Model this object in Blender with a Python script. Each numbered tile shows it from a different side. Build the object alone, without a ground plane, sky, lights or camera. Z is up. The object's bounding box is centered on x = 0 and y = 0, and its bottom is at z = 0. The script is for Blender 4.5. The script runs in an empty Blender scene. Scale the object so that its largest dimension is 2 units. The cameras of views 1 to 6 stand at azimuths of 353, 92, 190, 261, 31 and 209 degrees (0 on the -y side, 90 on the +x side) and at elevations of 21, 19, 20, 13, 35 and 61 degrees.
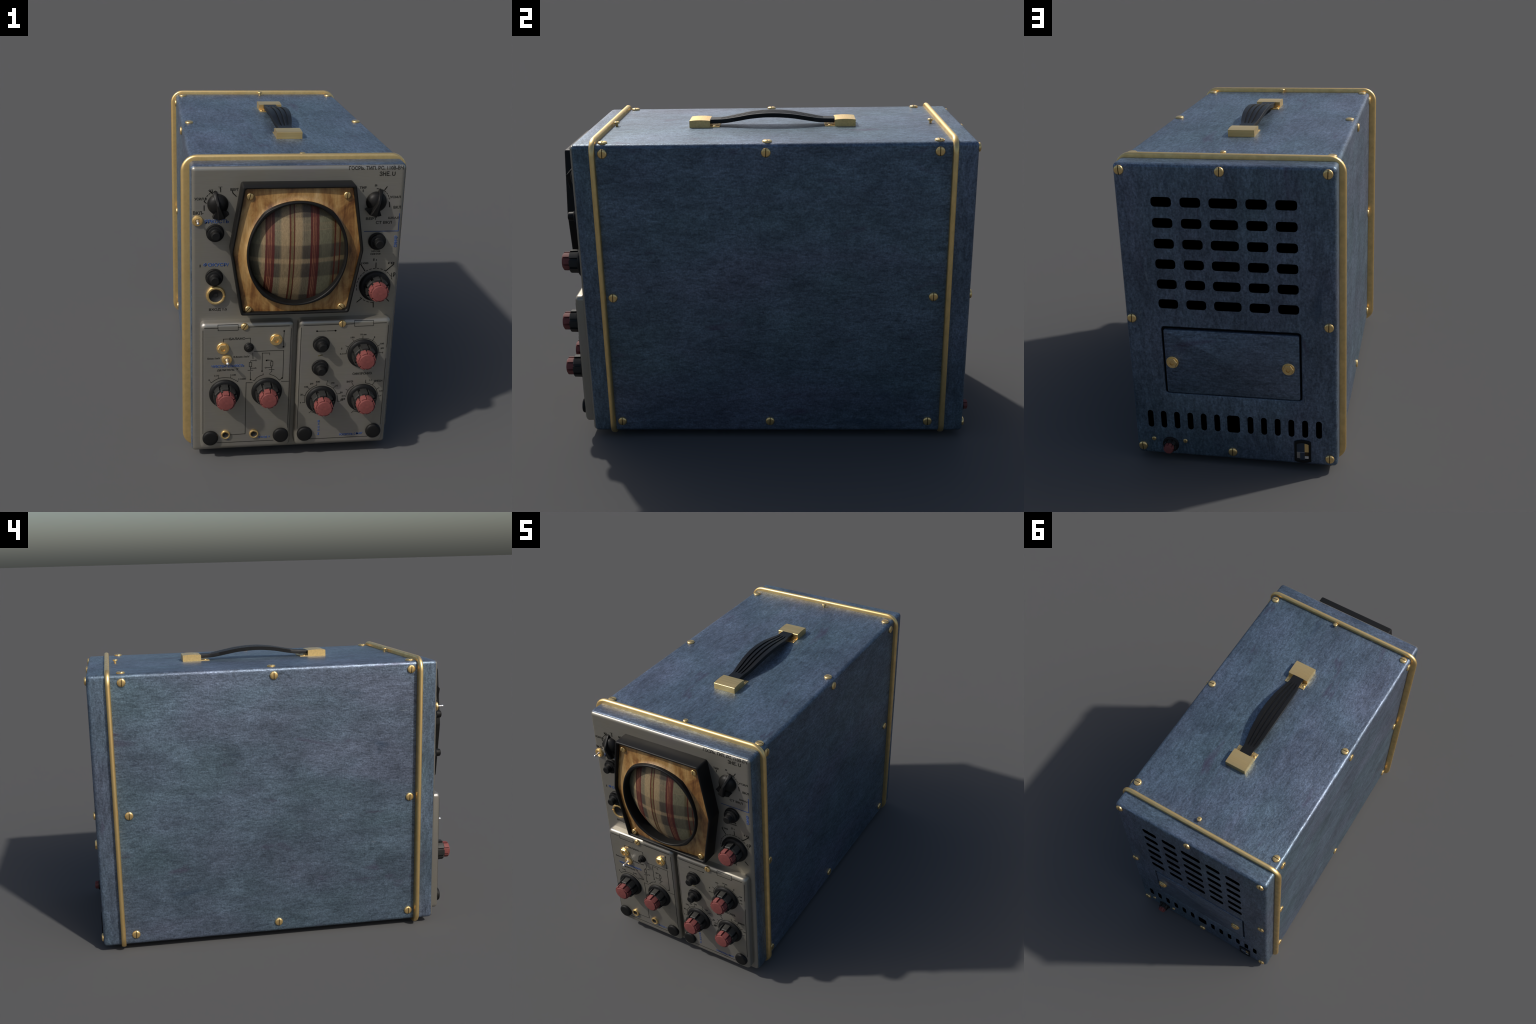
# Vintage bench oscilloscope in a blue-stained cabinet with brass trim.
# Built part by part: cabinet, front panel, two plug-in modules, controls,
# screen bezel, brass hoops, screws, carrying handle, vented back.
import bpy, bmesh, math, random
from math import pi, sin, cos, radians, sqrt
from mathutils import Vector, Matrix

random.seed(7)
scene = bpy.context.scene
COLL = scene.collection

# ----------------------------------------------------------------- materials
def new_mat(name):
    m = bpy.data.materials.new(name)
    m.use_nodes = True
    nt = m.node_tree
    return m, nt, nt.nodes, nt.links, nt.nodes["Principled BSDF"]

def N(nt, typ, **kw):
    n = nt.nodes.new(typ)
    for k, v in kw.items():
        setattr(n, k, v)
    return n

def ramp(nt, stops, interp='LINEAR'):
    r = N(nt, 'ShaderNodeValToRGB')
    cr = r.color_ramp
    cr.interpolation = interp
    while len(cr.elements) < len(stops):
        cr.elements.new(0.5)
    for e, (p, c) in zip(cr.elements, stops):
        e.position = p
        e.color = (c, c, c, 1) if isinstance(c, (int, float)) else (*c, 1)
    return r

def mapped(nt, scale, source='Object', loc=(0, 0, 0)):
    tc = N(nt, 'ShaderNodeTexCoord')
    mp = N(nt, 'ShaderNodeMapping')
    mp.inputs['Scale'].default_value = scale
    mp.inputs['Location'].default_value = loc
    nt.links.new(tc.outputs[source], mp.inputs['Vector'])
    return mp.outputs['Vector']

def noise(nt, vec, scale, detail=4, rough=0.55, distort=0.0):
    n = N(nt, 'ShaderNodeTexNoise')
    n.inputs['Scale'].default_value = scale
    n.inputs['Detail'].default_value = detail
    n.inputs['Roughness'].default_value = rough
    n.inputs['Distortion'].default_value = distort
    nt.links.new(vec, n.inputs['Vector'])
    return n.outputs['Fac']

def mix(nt, fac, a, b, blend='MIX'):
    n = N(nt, 'ShaderNodeMix', data_type='RGBA', blend_type=blend)
    for key, v in ((0, fac), (6, a), (7, b)):
        if hasattr(v, 'links') or hasattr(v, 'is_output'):
            nt.links.new(v, n.inputs[key])
        elif key == 0:
            n.inputs[0].default_value = v
        else:
            n.inputs[key].default_value = (*v, 1)
    return n.outputs[2]

def math_n(nt, op, a, b=0.0):
    n = N(nt, 'ShaderNodeMath', operation=op)
    for i, v in enumerate((a, b)):
        if hasattr(v, 'is_output'):
            nt.links.new(v, n.inputs[i])
        else:
            n.inputs[i].default_value = v
    return n.outputs[0]

def bump(nt, height, strength, distance, bsdf):
    b = N(nt, 'ShaderNodeBump')
    b.inputs['Strength'].default_value = strength
    b.inputs['Distance'].default_value = distance
    nt.links.new(height, b.inputs['Height'])
    nt.links.new(b.outputs['Normal'], bsdf.inputs['Normal'])

def blue_material(name, grain, loc=(0, 0, 0)):
    """Blue-stained, varnished surface; grain = axis scale of the streaks.
    A second grain is used on upward faces when given as a pair."""
    m, nt, nodes, links, bs = new_mat(name)
    if isinstance(grain[0], tuple):
        va, vb = mapped(nt, grain[0], loc=loc), mapped(nt, grain[1], loc=loc)
        geo = N(nt, 'ShaderNodeNewGeometry')
        sep = N(nt, 'ShaderNodeSeparateXYZ')
        links.new(geo.outputs['True Normal'], sep.inputs[0])
        up = math_n(nt, 'GREATER_THAN', math_n(nt, 'ABSOLUTE', sep.outputs['Z']), 0.7)
        mv = N(nt, 'ShaderNodeMix', data_type='VECTOR')
        links.new(up, mv.inputs[0]); links.new(va, mv.inputs[4]); links.new(vb, mv.inputs[5])
        vec = mv.outputs[1]
    else:
        vec = mapped(nt, grain, loc=loc)
    raw = mapped(nt, (1, 1, 1), loc=(loc[0] + 3.1, loc[1] + 1.7, loc[2]))
    streak = noise(nt, vec, 84, 3, 0.62, 0.5)
    fine = noise(nt, raw, 120, 2, 0.6)
    mottle = noise(nt, vec, 17, 5, 0.68, 0.5)
    patch = noise(nt, vec, 3.0, 3, 0.5, 0.6)
    cloud = noise(nt, raw, 2.2, 2, 0.5)
    spots = noise(nt, vec, 9.5, 3, 0.55, 0.5)
    hue = ramp(nt, [(0.36, (0.101, 0.150, 0.189)), (0.50, (0.106, 0.145, 0.195)),
                    (0.64, (0.117, 0.142, 0.198))])
    links.new(math_n(nt, 'ADD', math_n(nt, 'MULTIPLY', patch, 0.65), math_n(nt, 'MULTIPLY', cloud, 0.35)), hue.inputs[0])
    v1 = ramp(nt, [(0.30, 0.70), (0.50, 1.00), (0.70, 1.30)])
    links.new(streak, v1.inputs[0])
    v2 = ramp(nt, [(0.32, 0.72), (0.68, 1.27)])
    links.new(fine, v2.inputs[0])
    v3 = ramp(nt, [(0.33, 0.78), (0.50, 1.0), (0.66, 1.19)])
    links.new(mottle, v3.inputs[0])
    col = mix(nt, 1.0, hue.outputs[0], v1.outputs[0], 'MULTIPLY')
    col = mix(nt, 1.0, col, v2.outputs[0], 'MULTIPLY')
    col = mix(nt, 1.0, col, v3.outputs[0], 'MULTIPLY')
    v4 = ramp(nt, [(0.36, 0.86), (0.64, 1.13)])
    links.new(noise(nt, raw, 3.4, 3, 0.55, 0.5), v4.inputs[0])
    col = mix(nt, 1.0, col, v4.outputs[0], 'MULTIPLY')
    sp = ramp(nt, [(0.65, 0.0), (0.76, 0.65)])
    links.new(spots, sp.inputs[0])
    col = mix(nt, sp.outputs[0], col, (0.070, 0.048, 0.092))
    dk = ramp(nt, [(0.24, 0.6), (0.34, 0.0)])
    links.new(spots, dk.inputs[0])
    col = mix(nt, dk.outputs[0], col, (0.040, 0.066, 0.110))
    fleck = ramp(nt, [(0.665, 0.0), (0.72, 0.6)])
    links.new(noise(nt, vec, 66, 2, 0.5), fleck.inputs[0])
    col = mix(nt, fleck.outputs[0], col, (0.042, 0.056, 0.088))
    scuff = noise(nt, vec, 48, 2, 0.5, 1.2)
    sc = ramp(nt, [(0.71, 0.0), (0.78, 0.55)])
    links.new(scuff, sc.inputs[0])
    col = mix(nt, sc.outputs[0], col, (0.215, 0.255, 0.300))
    links.new(col, bs.inputs['Base Color'])
    bs.inputs['Metallic'].default_value = BLUE_METAL
    rr = ramp(nt, [(0.3, 0.50), (0.7, 0.40)])
    links.new(streak, rr.inputs[0])
    links.new(rr.outputs[0], bs.inputs['Roughness'])
    h = math_n(nt, 'ADD', math_n(nt, 'MULTIPLY', streak, 0.7), math_n(nt, 'MULTIPLY', fine, 0.35))
    bump(nt, h, 0.40, 0.004, bs)
    return m

BLUE_METAL = 0.6

def brass_material(name, grain, base=(0.92, 0.655, 0.285), rough=0.37):
    m, nt, nodes, links, bs = new_mat(name)
    vec = mapped(nt, grain)
    f = noise(nt, vec, 90, 3, 0.6)
    big = noise(nt, mapped(nt, (1, 1, 1)), 7, 2, 0.5)
    r = ramp(nt, [(0.3, tuple(c * 0.86 for c in base)), (0.7, tuple(min(1, c * 1.1) for c in base))])
    links.new(f, r.inputs[0])
    t = ramp(nt, [(0.35, (1.0, 0.96, 0.90)), (0.65, (1.0, 1.0, 1.0))])
    links.new(big, t.inputs[0])
    links.new(mix(nt, 1.0, r.outputs[0], t.outputs[0], 'MULTIPLY'), bs.inputs['Base Color'])
    bs.inputs['Metallic'].default_value = 0.92
    rr = ramp(nt, [(0.3, rough + 0.06), (0.7, rough - 0.04)])
    links.new(f, rr.inputs[0])
    links.new(rr.outputs[0], bs.inputs['Roughness'])
    bump(nt, f, 0.06, 0.001, bs)
    return m

def grey_metal_material():
    m, nt, nodes, links, bs = new_mat('grey_panel_enamel')
    brushed = noise(nt, mapped(nt, (0.05, 1, 1)), 190, 3, 0.6)
    cloud = noise(nt, mapped(nt, (1, 1, 1)), 6, 4, 0.55)
    scr = noise(nt, mapped(nt, (0.10, 1, 1.0), loc=(1, 2, 3)), 22, 2, 0.5, 0.3)
    c = ramp(nt, [(0.34, (0.300, 0.279, 0.232)), (0.52, (0.308, 0.292, 0.252)), (0.68, (0.314, 0.293, 0.268))])
    links.new(cloud, c.inputs[0])
    v = ramp(nt, [(0.3, 0.965), (0.7, 1.03)])
    links.new(brushed, v.inputs[0])
    col = mix(nt, 1.0, c.outputs[0], v.outputs[0], 'MULTIPLY')
    s = ramp(nt, [(0.80, 0.0), (0.84, 0.45)])
    links.new(scr, s.inputs[0])
    col = mix(nt, s.outputs[0], col, (0.10, 0.095, 0.085))
    links.new(col, bs.inputs['Base Color'])
    bs.inputs['Metallic'].default_value = 0.75
    rr = ramp(nt, [(0.35, 0.42), (0.65, 0.36)])
    links.new(cloud, rr.inputs[0])
    links.new(rr.outputs[0], bs.inputs['Roughness'])
    bump(nt, brushed, 0.03, 0.0005, bs)
    return m

def plastic_material(name, col, rough=0.45, grain=120, vary=0.12, spec=0.5):
    m, nt, nodes, links, bs = new_mat(name)
    f = noise(nt, mapped(nt, (1, 1, 1)), grain, 3, 0.6)
    r = ramp(nt, [(0.3, tuple(c * (1 - vary) for c in col)), (0.7, tuple(c * (1 + vary) for c in col))])
    links.new(f, r.inputs[0])
    links.new(r.outputs[0], bs.inputs['Base Color'])
    bs.inputs['Roughness'].default_value = rough
    bs.inputs['Specular IOR Level'].default_value = spec
    bump(nt, f, 0.05, 0.0008, bs)
    return m

def flat_material(name, col, rough=0.6, metallic=0.0, spec=0.5):
    m, nt, nodes, links, bs = new_mat(name)
    f = noise(nt, mapped(nt, (1, 1, 1)), 60, 2)
    r = ramp(nt, [(0.3, tuple(c * 0.92 for c in col)), (0.7, tuple(c * 1.08 for c in col))])
    links.new(f, r.inputs[0])
    links.new(r.outputs[0], bs.inputs['Base Color'])
    bs.inputs['Roughness'].default_value = rough
    bs.inputs['Metallic'].default_value = metallic
    bs.inputs['Specular IOR Level'].default_value = spec
    return m

def wood_material():
    m, nt, nodes, links, bs = new_mat('varnished_pine')
    v = mapped(nt, (1, 1, 0.11))
    g1 = noise(nt, v, 22, 5, 0.6, 0.8)
    g2 = noise(nt, mapped(nt, (1, 1, 0.04)), 160, 3, 0.6)
    blot = noise(nt, mapped(nt, (1, 1, 0.6), loc=(0.4, 0, 0.2)), 13, 5, 0.66, 1.0)
    knot = noise(nt, mapped(nt, (1, 1, 0.8), loc=(2.0, 1, 0.7)), 26, 3, 0.5, 1.0)
    c = ramp(nt, [(0.36, (0.105, 0.040, 0.011)), (0.44, (0.210, 0.098, 0.028)), (0.52, (0.310, 0.176, 0.058)), (0.60, (0.375, 0.235, 0.094)), (0.70, (0.440, 0.305, 0.150))])
    links.new(math_n(nt, 'ADD', math_n(nt, 'MULTIPLY', g1, 0.52), math_n(nt, 'MULTIPLY', blot, 0.48)), c.inputs[0])
    f = ramp(nt, [(0.3, 0.82), (0.7, 1.10)])
    links.new(g2, f.inputs[0])
    col = mix(nt, 1.0, c.outputs[0], f.outputs[0], 'MULTIPLY')
    k = ramp(nt, [(0.70, 0.0), (0.78, 0.8)])
    links.new(knot, k.inputs[0])
    col = mix(nt, k.outputs[0], col, (0.20, 0.070, 0.018))
    links.new(col, bs.inputs['Base Color'])
    bs.inputs['Roughness'].default_value = 0.30
    bs.inputs['Coat Weight'].default_value = 0.35
    bs.inputs['Coat Roughness'].default_value = 0.22
    bump(nt, g2, 0.08, 0.001, bs)
    return m

def plaid_material():
    """Tartan tube face: vertical and horizontal stripe ramps woven together."""
    m, nt, nodes, links, bs = new_mat('tartan_tube_face')
    tc = N(nt, 'ShaderNodeTexCoord')
    sep = N(nt, 'ShaderNodeSeparateXYZ')
    links.new(tc.outputs['Object'], sep.inputs[0])
    X0, W = -0.24, 0.48
    Z0, H = 0.80, 0.54
    wob = noise(nt, tc.outputs['Object'], 40, 2)
    u = math_n(nt, 'DIVIDE', math_n(nt, 'SUBTRACT', math_n(nt, 'ADD', sep.outputs['X'], math_n(nt, 'MULTIPLY', math_n(nt, 'SUBTRACT', wob, 0.5), 0.003)), X0), W)
    w = math_n(nt, 'DIVIDE', math_n(nt, 'SUBTRACT', math_n(nt, 'ADD', sep.outputs['Z'], math_n(nt, 'MULTIPLY', math_n(nt, 'SUBTRACT', wob, 0.5), 0.004)), Z0), H)
    P = lambda x: (x - X0) / W
    Q = lambda z: (z - Z0) / H
    sage, cream, grey = (0.215, 0.215, 0.145), (0.400, 0.315, 0.190), (0.195, 0.170, 0.130)
    # ground stripes
    ground = ramp(nt, [(0.0, sage), (P(-0.176), sage), (P(-0.164), cream), (P(-0.120), cream), (P(-0.117), (0.23, 0.205, 0.145)), (P(-0.090), (0.27, 0.245, 0.165)),
                       (P(-0.080), cream), (P(-0.050), cream), (P(-0.042), (0.23, 0.185, 0.09)), (P(-0.030), (0.23, 0.185, 0.09)),
                       (P(-0.023), cream), (P(0.004), cream), (P(0.012), (0.25, 0.22, 0.155)), (P(0.046), (0.21, 0.19, 0.13)),
                       (P(0.086), sage), (P(0.140), sage), (P(0.149), (0.13, 0.11, 0.055)), (P(0.168), (0.27, 0.20, 0.11)),
                       (P(0.178), (0.21, 0.17, 0.09)), (P(0.192), (0.15, 0.145, 0.075)), (1.0, sage)])
    links.new(u, ground.inputs[0])
    # darker weft bands; they bite on the grey parts more than on the cream ones
    band = [(0.0, 0.0)]
    for z0, z1 in ((0.815, 0.876), (0.969, 1.037), (1.060, 1.122), (1.243, 1.306)):
        for z, v in ((z0 - 0.003, 0.0), (z0 + 0.003, 1.0), (z1 - 0.004, 0.92), (z1 + 0.003, 0.0)):
            band.append((min(max(Q(z), 0.001), 0.999), v))
    bandr = ramp(nt, band)
    links.new(w, bandr.inputs[0])
    bite = ramp(nt, [(0.0, 0.45), (P(-0.176), 0.50), (P(-0.160), 0.32), (P(-0.118), 0.95), (P(-0.092), 0.85), (P(-0.080), 0.36), (P(0.002), 0.40),
                     (P(0.012), 0.92), (P(0.044), 1.0), (P(0.088), 0.80), (P(0.100), 0.50), (P(0.138), 0.55), (P(0.150), 0.9), (1.0, 0.7)])
    links.new(u, bite.inputs[0])
    col = mix(nt, math_n(nt, 'MULTIPLY', math_n(nt, 'MULTIPLY', bandr.outputs[0], bite.outputs[0]), 0.90), ground.outputs[0], (0.052, 0.045, 0.043))
    # dark warp threads inside the grey stripes
    thread = ramp(nt, [(0.0, 0.0)] + [q for x in (-0.104, -0.096, -0.089, 0.015, 0.022, 0.030) for q in ((P(x), 0.30), (P(x + 0.0025), 0.0))], 'CONSTANT')
    links.new(u, thread.inputs[0])
    col = mix(nt, thread.outputs[0], col, (0.05, 0.042, 0.035))
    # warm light picks between the bands
    pick = ramp(nt, [(0.0, 0.0), (Q(1.038), 0.0), (Q(1.041), 0.5), (Q(1.056), 0.5), (Q(1.059), 0.0), (Q(1.184), 0.0), (Q(1.187), 0.45), (Q(1.192), 0.1), (Q(1.205), 0.1), (Q(1.216), 0.3), (Q(1.220), 0.0)])
    links.new(w, pick.inputs[0])
    col = mix(nt, math_n(nt, 'MULTIPLY', pick.outputs[0], 0.7), col, (0.44, 0.32, 0.20))
    # red stripe groups and rust pairs
    red, rust, tan = (0.120, 0.016, 0.014), (0.120, 0.026, 0.010), (0.34, 0.150, 0.085)
    st = [(0.0, red)]
    al = [(0.0, 0.0)]
    def stripe(x0, x1, c, a=1.0):
        st.append((P(x0), c)); al.extend([(P(x0), a), (P(x1), 0.0)])
    for base in (-0.1527, 0.0446):
        st.append((P(base), red))
        for k in range(3):
            st.append((P(base + 0.0095 + k * 0.0068), tan)); st.append((P(base + 0.0125 + k * 0.0068), red))
        al.extend([(P(base), 0.93), (P(base + 0.0385), 0.0)])
    for x in (-0.0488, -0.0310, 0.1550, 0.1790):
        st.append((P(x - 0.001), rust)); al.extend([(P(x), 0.95), (P(x + 0.0066), 0.0)])
    st.sort(key=lambda q: q[0]); al.sort(key=lambda q: q[0])
    sr, ar = ramp(nt, st, 'CONSTANT'), ramp(nt, al, 'CONSTANT')
    links.new(u, sr.inputs[0]); links.new(u, ar.inputs[0])
    strip = mix(nt, math_n(nt, 'MULTIPLY', bandr.outputs[0], 0.45), sr.outputs[0], (0.07, 0.008, 0.012))
    col = mix(nt, ar.outputs[0], col, strip)
    thr = ramp(nt, [(0.36, 0.82), (0.64, 1.12)])
    links.new(noise(nt, mapped(nt, (1, 1, 0.05)), 300, 3, 0.6), thr.inputs[0])
    weave = ramp(nt, [(0.36, 0.88), (0.64, 1.09)])
    links.new(noise(nt, mapped(nt, (1, 1, 1)), 260, 3, 0.6), weave.inputs[0])
    col = mix(nt, 1.0, col, (0.56, 0.52, 0.47), 'MULTIPLY')
    col = mix(nt, 1.0, col, thr.outputs[0], 'MULTIPLY')
    col = mix(nt, 1.0, col, weave.outputs[0], 'MULTIPLY')
    links.new(col, bs.inputs['Base Color'])
    bs.inputs['Roughness'].default_value = 0.55
    bs.inputs['Specular IOR Level'].default_value = 0.35
    return m

M_BLUE = blue_material('blue_stain_lengthwise', (1, 0.32, 1))
M_CAP = blue_material('blue_stain_upright', ((1, 1, 0.32), (0.32, 1, 1)), loc=(1.3, 0.4, 0.2))
M_DOOR = blue_material('blue_stain_crosswise', (0.30, 1, 1.3), loc=(0.3, 2.4, 1.2))
M_BRASS = brass_material('brushed_brass', (1, 1, 0.04))
M_BLOCK = brass_material('brushed_block_brass', (0.05, 1, 1), rough=0.36)
M_HOOP = brass_material('hoop_brass', (0.25, 1, 0.25), rough=0.40)
M_SCREW = brass_material('screw_brass', (1, 1, 1), base=(0.92, 0.655, 0.290), rough=0.34)
M_GREY = grey_metal_material()
M_BLACK = plastic_material('black_bakelite', (0.0075, 0.0073, 0.0070), 0.46, spec=0.18)
M_RUBBER = plastic_material('black_rubber', (0.0062, 0.0062, 0.0062), 0.55, spec=0.2)
M_KNOB = plastic_material('charcoal_bakelite', (0.0200, 0.0200, 0.0190), 0.5, spec=0.25)
M_STRAP = plastic_material('black_leather', (0.0052, 0.0054, 0.0056), 0.45, grain=220, spec=0.28)
M_RED = plastic_material('faded_red_bakelite', (0.165, 0.048, 0.044), 0.6, grain=90, vary=0.14, spec=0.25)
M_WOOD = wood_material()
M_PLAID = plaid_material()
M_HOLE = flat_material('dark_cavity', (0.0006, 0.0006, 0.0006), 1.0, spec=0.0)
M_SOCKET = flat_material('socket_insulator', (0.006, 0.0058, 0.0056), 0.5)
M_CHROME = flat_material('chrome', (0.85, 0.84, 0.83), 0.28, 0.85)
M_STEEL = flat_material('dull_steel', (0.36, 0.36, 0.37), 0.35, 1.0)
M_SLATE = flat_material('blue_slate', (0.030, 0.042, 0.062), 0.4, 0.3)
M_SLOT = flat_material('dark_brown_brass', (0.060, 0.036, 0.014), 0.6, 0.5)  # darker, browner brass colour for the inside of the screw slots and one inlet strip
M_GROOVE_SHADOW = flat_material('painted_groove_shadow', (0.004, 0.005, 0.007), 0.8, spec=0.1)  # near-black plate behind the door, painting the shadow in its groove
M_INK = flat_material('black_ink', (0.012, 0.011, 0.008), 0.55, spec=0.3)
M_BLUEINK = flat_material('blue_ink', (0.022, 0.062, 0.205), 0.55, spec=0.3)
M_OLIVE = flat_material('olive_mark', (0.09, 0.075, 0.02), 0.6)

# ----------------------------------------------------------------- mesh tools
def mesh_from(bm, name, mats, smooth=32):
    bmesh.ops.remove_doubles(bm, verts=bm.verts, dist=1e-6)
    bmesh.ops.recalc_face_normals(bm, faces=bm.faces)
    me = bpy.data.meshes.new(name)
    bm.to_mesh(me); bm.free()
    for mt in (mats if isinstance(mats, (list, tuple)) else [mats]):
        me.materials.append(mt)
    finish(me, smooth)
    return me

def finish(me, smooth=32):
    if smooth:
        me.shade_smooth()
        me.set_sharp_from_angle(angle=radians(smooth))

def add(name, me, parent=None, matrix=None):
    o = bpy.data.objects.new(name, me)
    COLL.objects.link(o)
    if parent is not None:
        o.parent = parent
    if matrix is not None:
        o.matrix_local = matrix
    return o

def lathe(bm, prof, seg=48, mat=0):
    """Revolve (radius, height) pairs round +Z."""
    rings = []
    for r, h in prof:
        if r < 1e-7:
            rings.append([bm.verts.new((0, 0, h))])
        else:
            rings.append([bm.verts.new((r * cos(2 * pi * i / seg), r * sin(2 * pi * i / seg), h)) for i in range(seg)])
    for a, b in zip(rings, rings[1:]):
        for i in range(seg):
            j = (i + 1) % seg
            q = [a[i % len(a)], a[j % len(a)], b[j % len(b)], b[i % len(b)]]
            u = []
            for v in q:
                if v not in u:
                    u.append(v)
            if len(u) > 2:
                f = bm.faces.new(u); f.material_index = mat
    return rings

def box(bm, lo, hi, bev=0.0, seg=2, mat=0):
    r = bmesh.ops.create_cube(bm, size=1.0)
    vs = r['verts']
    for v in vs:
        v.co = Vector([lo[i] + (v.co[i] + 0.5) * (hi[i] - lo[i]) for i in range(3)])
    fs = set(f for v in vs for f in v.link_faces)
    for f in fs:
        f.material_index = mat
    if bev:
        es = list(set(e for v in vs for e in v.link_edges))
        bmesh.ops.bevel(bm, geom=es, offset=bev, segments=seg, affect='EDGES', profile=0.5, material=-1)

def round_rect(cx, cz, hw, hh, r, seg=6):
    r = max(r, 1e-4)
    pts = []
    for sx, sz, a0 in ((1, 1, 0), (-1, 1, 90), (-1, -1, 180), (1, -1, 270)):
        for k in range(seg + 1):
            a = radians(a0 + 90 * k / seg)
            pts.append((cx + sx * (hw - r) + r * cos(a), cz + sz * (hh - r) + r * sin(a)))
    return pts

def loft_y(bm, sections, cap0=False, cap1=False, mat=0):
    """sections: list of (y, [(x, z), ...]) with equal counts."""
    rings = [[bm.verts.new((x, y, z)) for x, z in pts] for y, pts in sections]
    n = len(rings[0])
    for a, b in zip(rings, rings[1:]):
        for i in range(n):
            j = (i + 1) % n
            f = bm.faces.new((a[i], a[j], b[j], b[i])); f.material_index = mat
    if cap0:
        bm.faces.new(rings[0]).material_index = mat
    if cap1:
        bm.faces.new(rings[-1][::-1]).material_index = mat
    return rings

def boolean(obj, cutter, op='DIFFERENCE'):
    md = obj.modifiers.new('cut', 'BOOLEAN')
    md.operation = op; md.object = cutter; md.solver = 'EXACT'
    md.material_mode = 'TRANSFER'
    dg = bpy.context.evaluated_depsgraph_get()
    dg.update()
    me = bpy.data.meshes.new_from_object(obj.evaluated_get(dg), depsgraph=dg)
    obj.modifiers.clear()
    old = obj.data
    obj.data = me
    bpy.data.meshes.remove(old)
    cm = cutter.data
    bpy.data.objects.remove(cutter)
    bpy.data.meshes.remove(cm)
    finish(obj.data)

FRONT = Matrix.Rotation(radians(90), 4, 'X')                       # local Z -> -Y, local Y -> +Z
BACK = Matrix.Rotation(radians(180), 4, 'Z') @ FRONT               # local Z -> +Y
RIGHT = Matrix.Rotation(radians(90), 4, 'Z') @ FRONT               # local Z -> +X
LEFT = Matrix.Rotation(radians(-90), 4, 'Z') @ FRONT               # local Z -> -X
def at(x, y, z, orient=None, spin=0.0, scale=1.0):
    m = Matrix.Translation((x, y, z)) @ (orient if orient is not None else Matrix.Identity(4))
    return m @ Matrix.Rotation(radians(spin), 4, 'Z') @ Matrix.Scale(scale, 4)

# ----------------------------------------------------------------- the thing
scope = bpy.data.objects.new('oscilloscope', None)
COLL.objects.link(scope)
scope.empty_display_size = 0.2
scope['label'] = 'vintage bench oscilloscope, blue cabinet, brass trim, tartan screen'
scope['category'] = 'oscilloscope'

CX, HW = 0.006, 0.4795               # cabinet centre and half width
ZB, ZT = 0.0305, 1.4555               # cabinet underside and top
CZ, HH = (ZB + ZT) / 2, (ZT - ZB) / 2
YF, YH1, YH2, YB = -0.846, -0.7545, 0.8410, 0.9450
RC = 0.020
def body(inset=0.0, r=None):
    return round_rect(CX, CZ, HW - inset, HH - inset, (RC if r is None else r), 6)

# main cabinet tube between the hoops
bm = bmesh.new()
loft_y(bm, [(YH1, body()), (YH2, body())])
cabinet = add('cabinet', mesh_from(bm, 'cabinet', M_BLUE), scope)

# collar in front of the front hoop, edge eased towards the panel
bm = bmesh.new()
secs = [(YH1, body())]
for k in range(7):
    a = radians(90 * k / 6)
    secs.append((YF + 0.020 - 0.020 * sin(a), body(0.0052 * (1 - cos(a)))))
loft_y(bm, secs)
collar = add('front_collar', mesh_from(bm, 'front_collar', M_CAP), scope)

# rear cap with vents, closed solid
bm = bmesh.new()
secs = [(YH2, body())]
for k in range(7):
    a = radians(90 * k / 6)
    secs.append((YB - 0.018 + 0.018 * sin(a), body(0.018 * (1 - cos(a)), max(RC - 0.010 * (1 - cos(a)), 0.006))))
loft_y(bm, secs, True, True)
rear = add('rear_cap', mesh_from(bm, 'rear_cap', M_CAP), scope)

bm = bmesh.new()
for row in range(6):
    zc = 1.288 - 0.0948 * row
    for cx, hw in ((0.281, 0.0455), (0.1525, 0.0455), (0.0095, 0.0620), (-0.134, 0.0460), (-0.2615, 0.0465)):
        loft_y(bm, [(YB - 0.07, round_rect(cx, zc, hw, 0.0222, 0.0155, 3)), (YB + 0.02, round_rect(cx, zc, hw, 0.0222, 0.0155, 3))], True, True)
for i in range(13):
    cx = 0.408 - 0.0642 * i if i < 6 else (0.0095 if i == 6 else -0.0705 - 0.0637 * (i - 7))
    hw = 0.030 if i == 6 else 0.0138
    loft_y(bm, [(YB - 0.07, round_rect(cx, 0.221, hw, 0.045, 0.0138, 5)), (YB + 0.02, round_rect(cx, 0.221, hw, 0.045, 0.0138, 5))], True, True)
boolean(rear, add('cutter', mesh_from(bm, 'cutter', M_HOLE)))
# hollow inside, lined dark
bm = bmesh.new()
loft_y(bm, [(0.80, round_rect(CX, CZ, HW - 0.006, HH - 0.006, 0.014, 4)), (YB - 0.024, round_rect(CX, CZ, HW - 0.007, HH - 0.007, 0.014, 4)), (YB - 0.0065, round_rect(CX, CZ, HW - 0.024, HH - 0.024, 0.010, 4))], True, True)
boolean(rear, add('cutter', mesh_from(bm, 'cutter', M_HOLE)))
bm = bmesh.new()
loft_y(bm, [(-0.853, round_rect(CX, CZ, HW - 0.034, HH - 0.034, 0.012, 4)), (-0.825, round_rect(CX, CZ, HW - 0.006, HH - 0.006, 0.016, 4)), (0.85, round_rect(CX, CZ, HW - 0.003, HH - 0.003, 0.018, 4))], True, False)
lining = add('cabinet_lining', mesh_from(bm, 'cabinet_lining', M_HOLE), cabinet)
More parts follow.
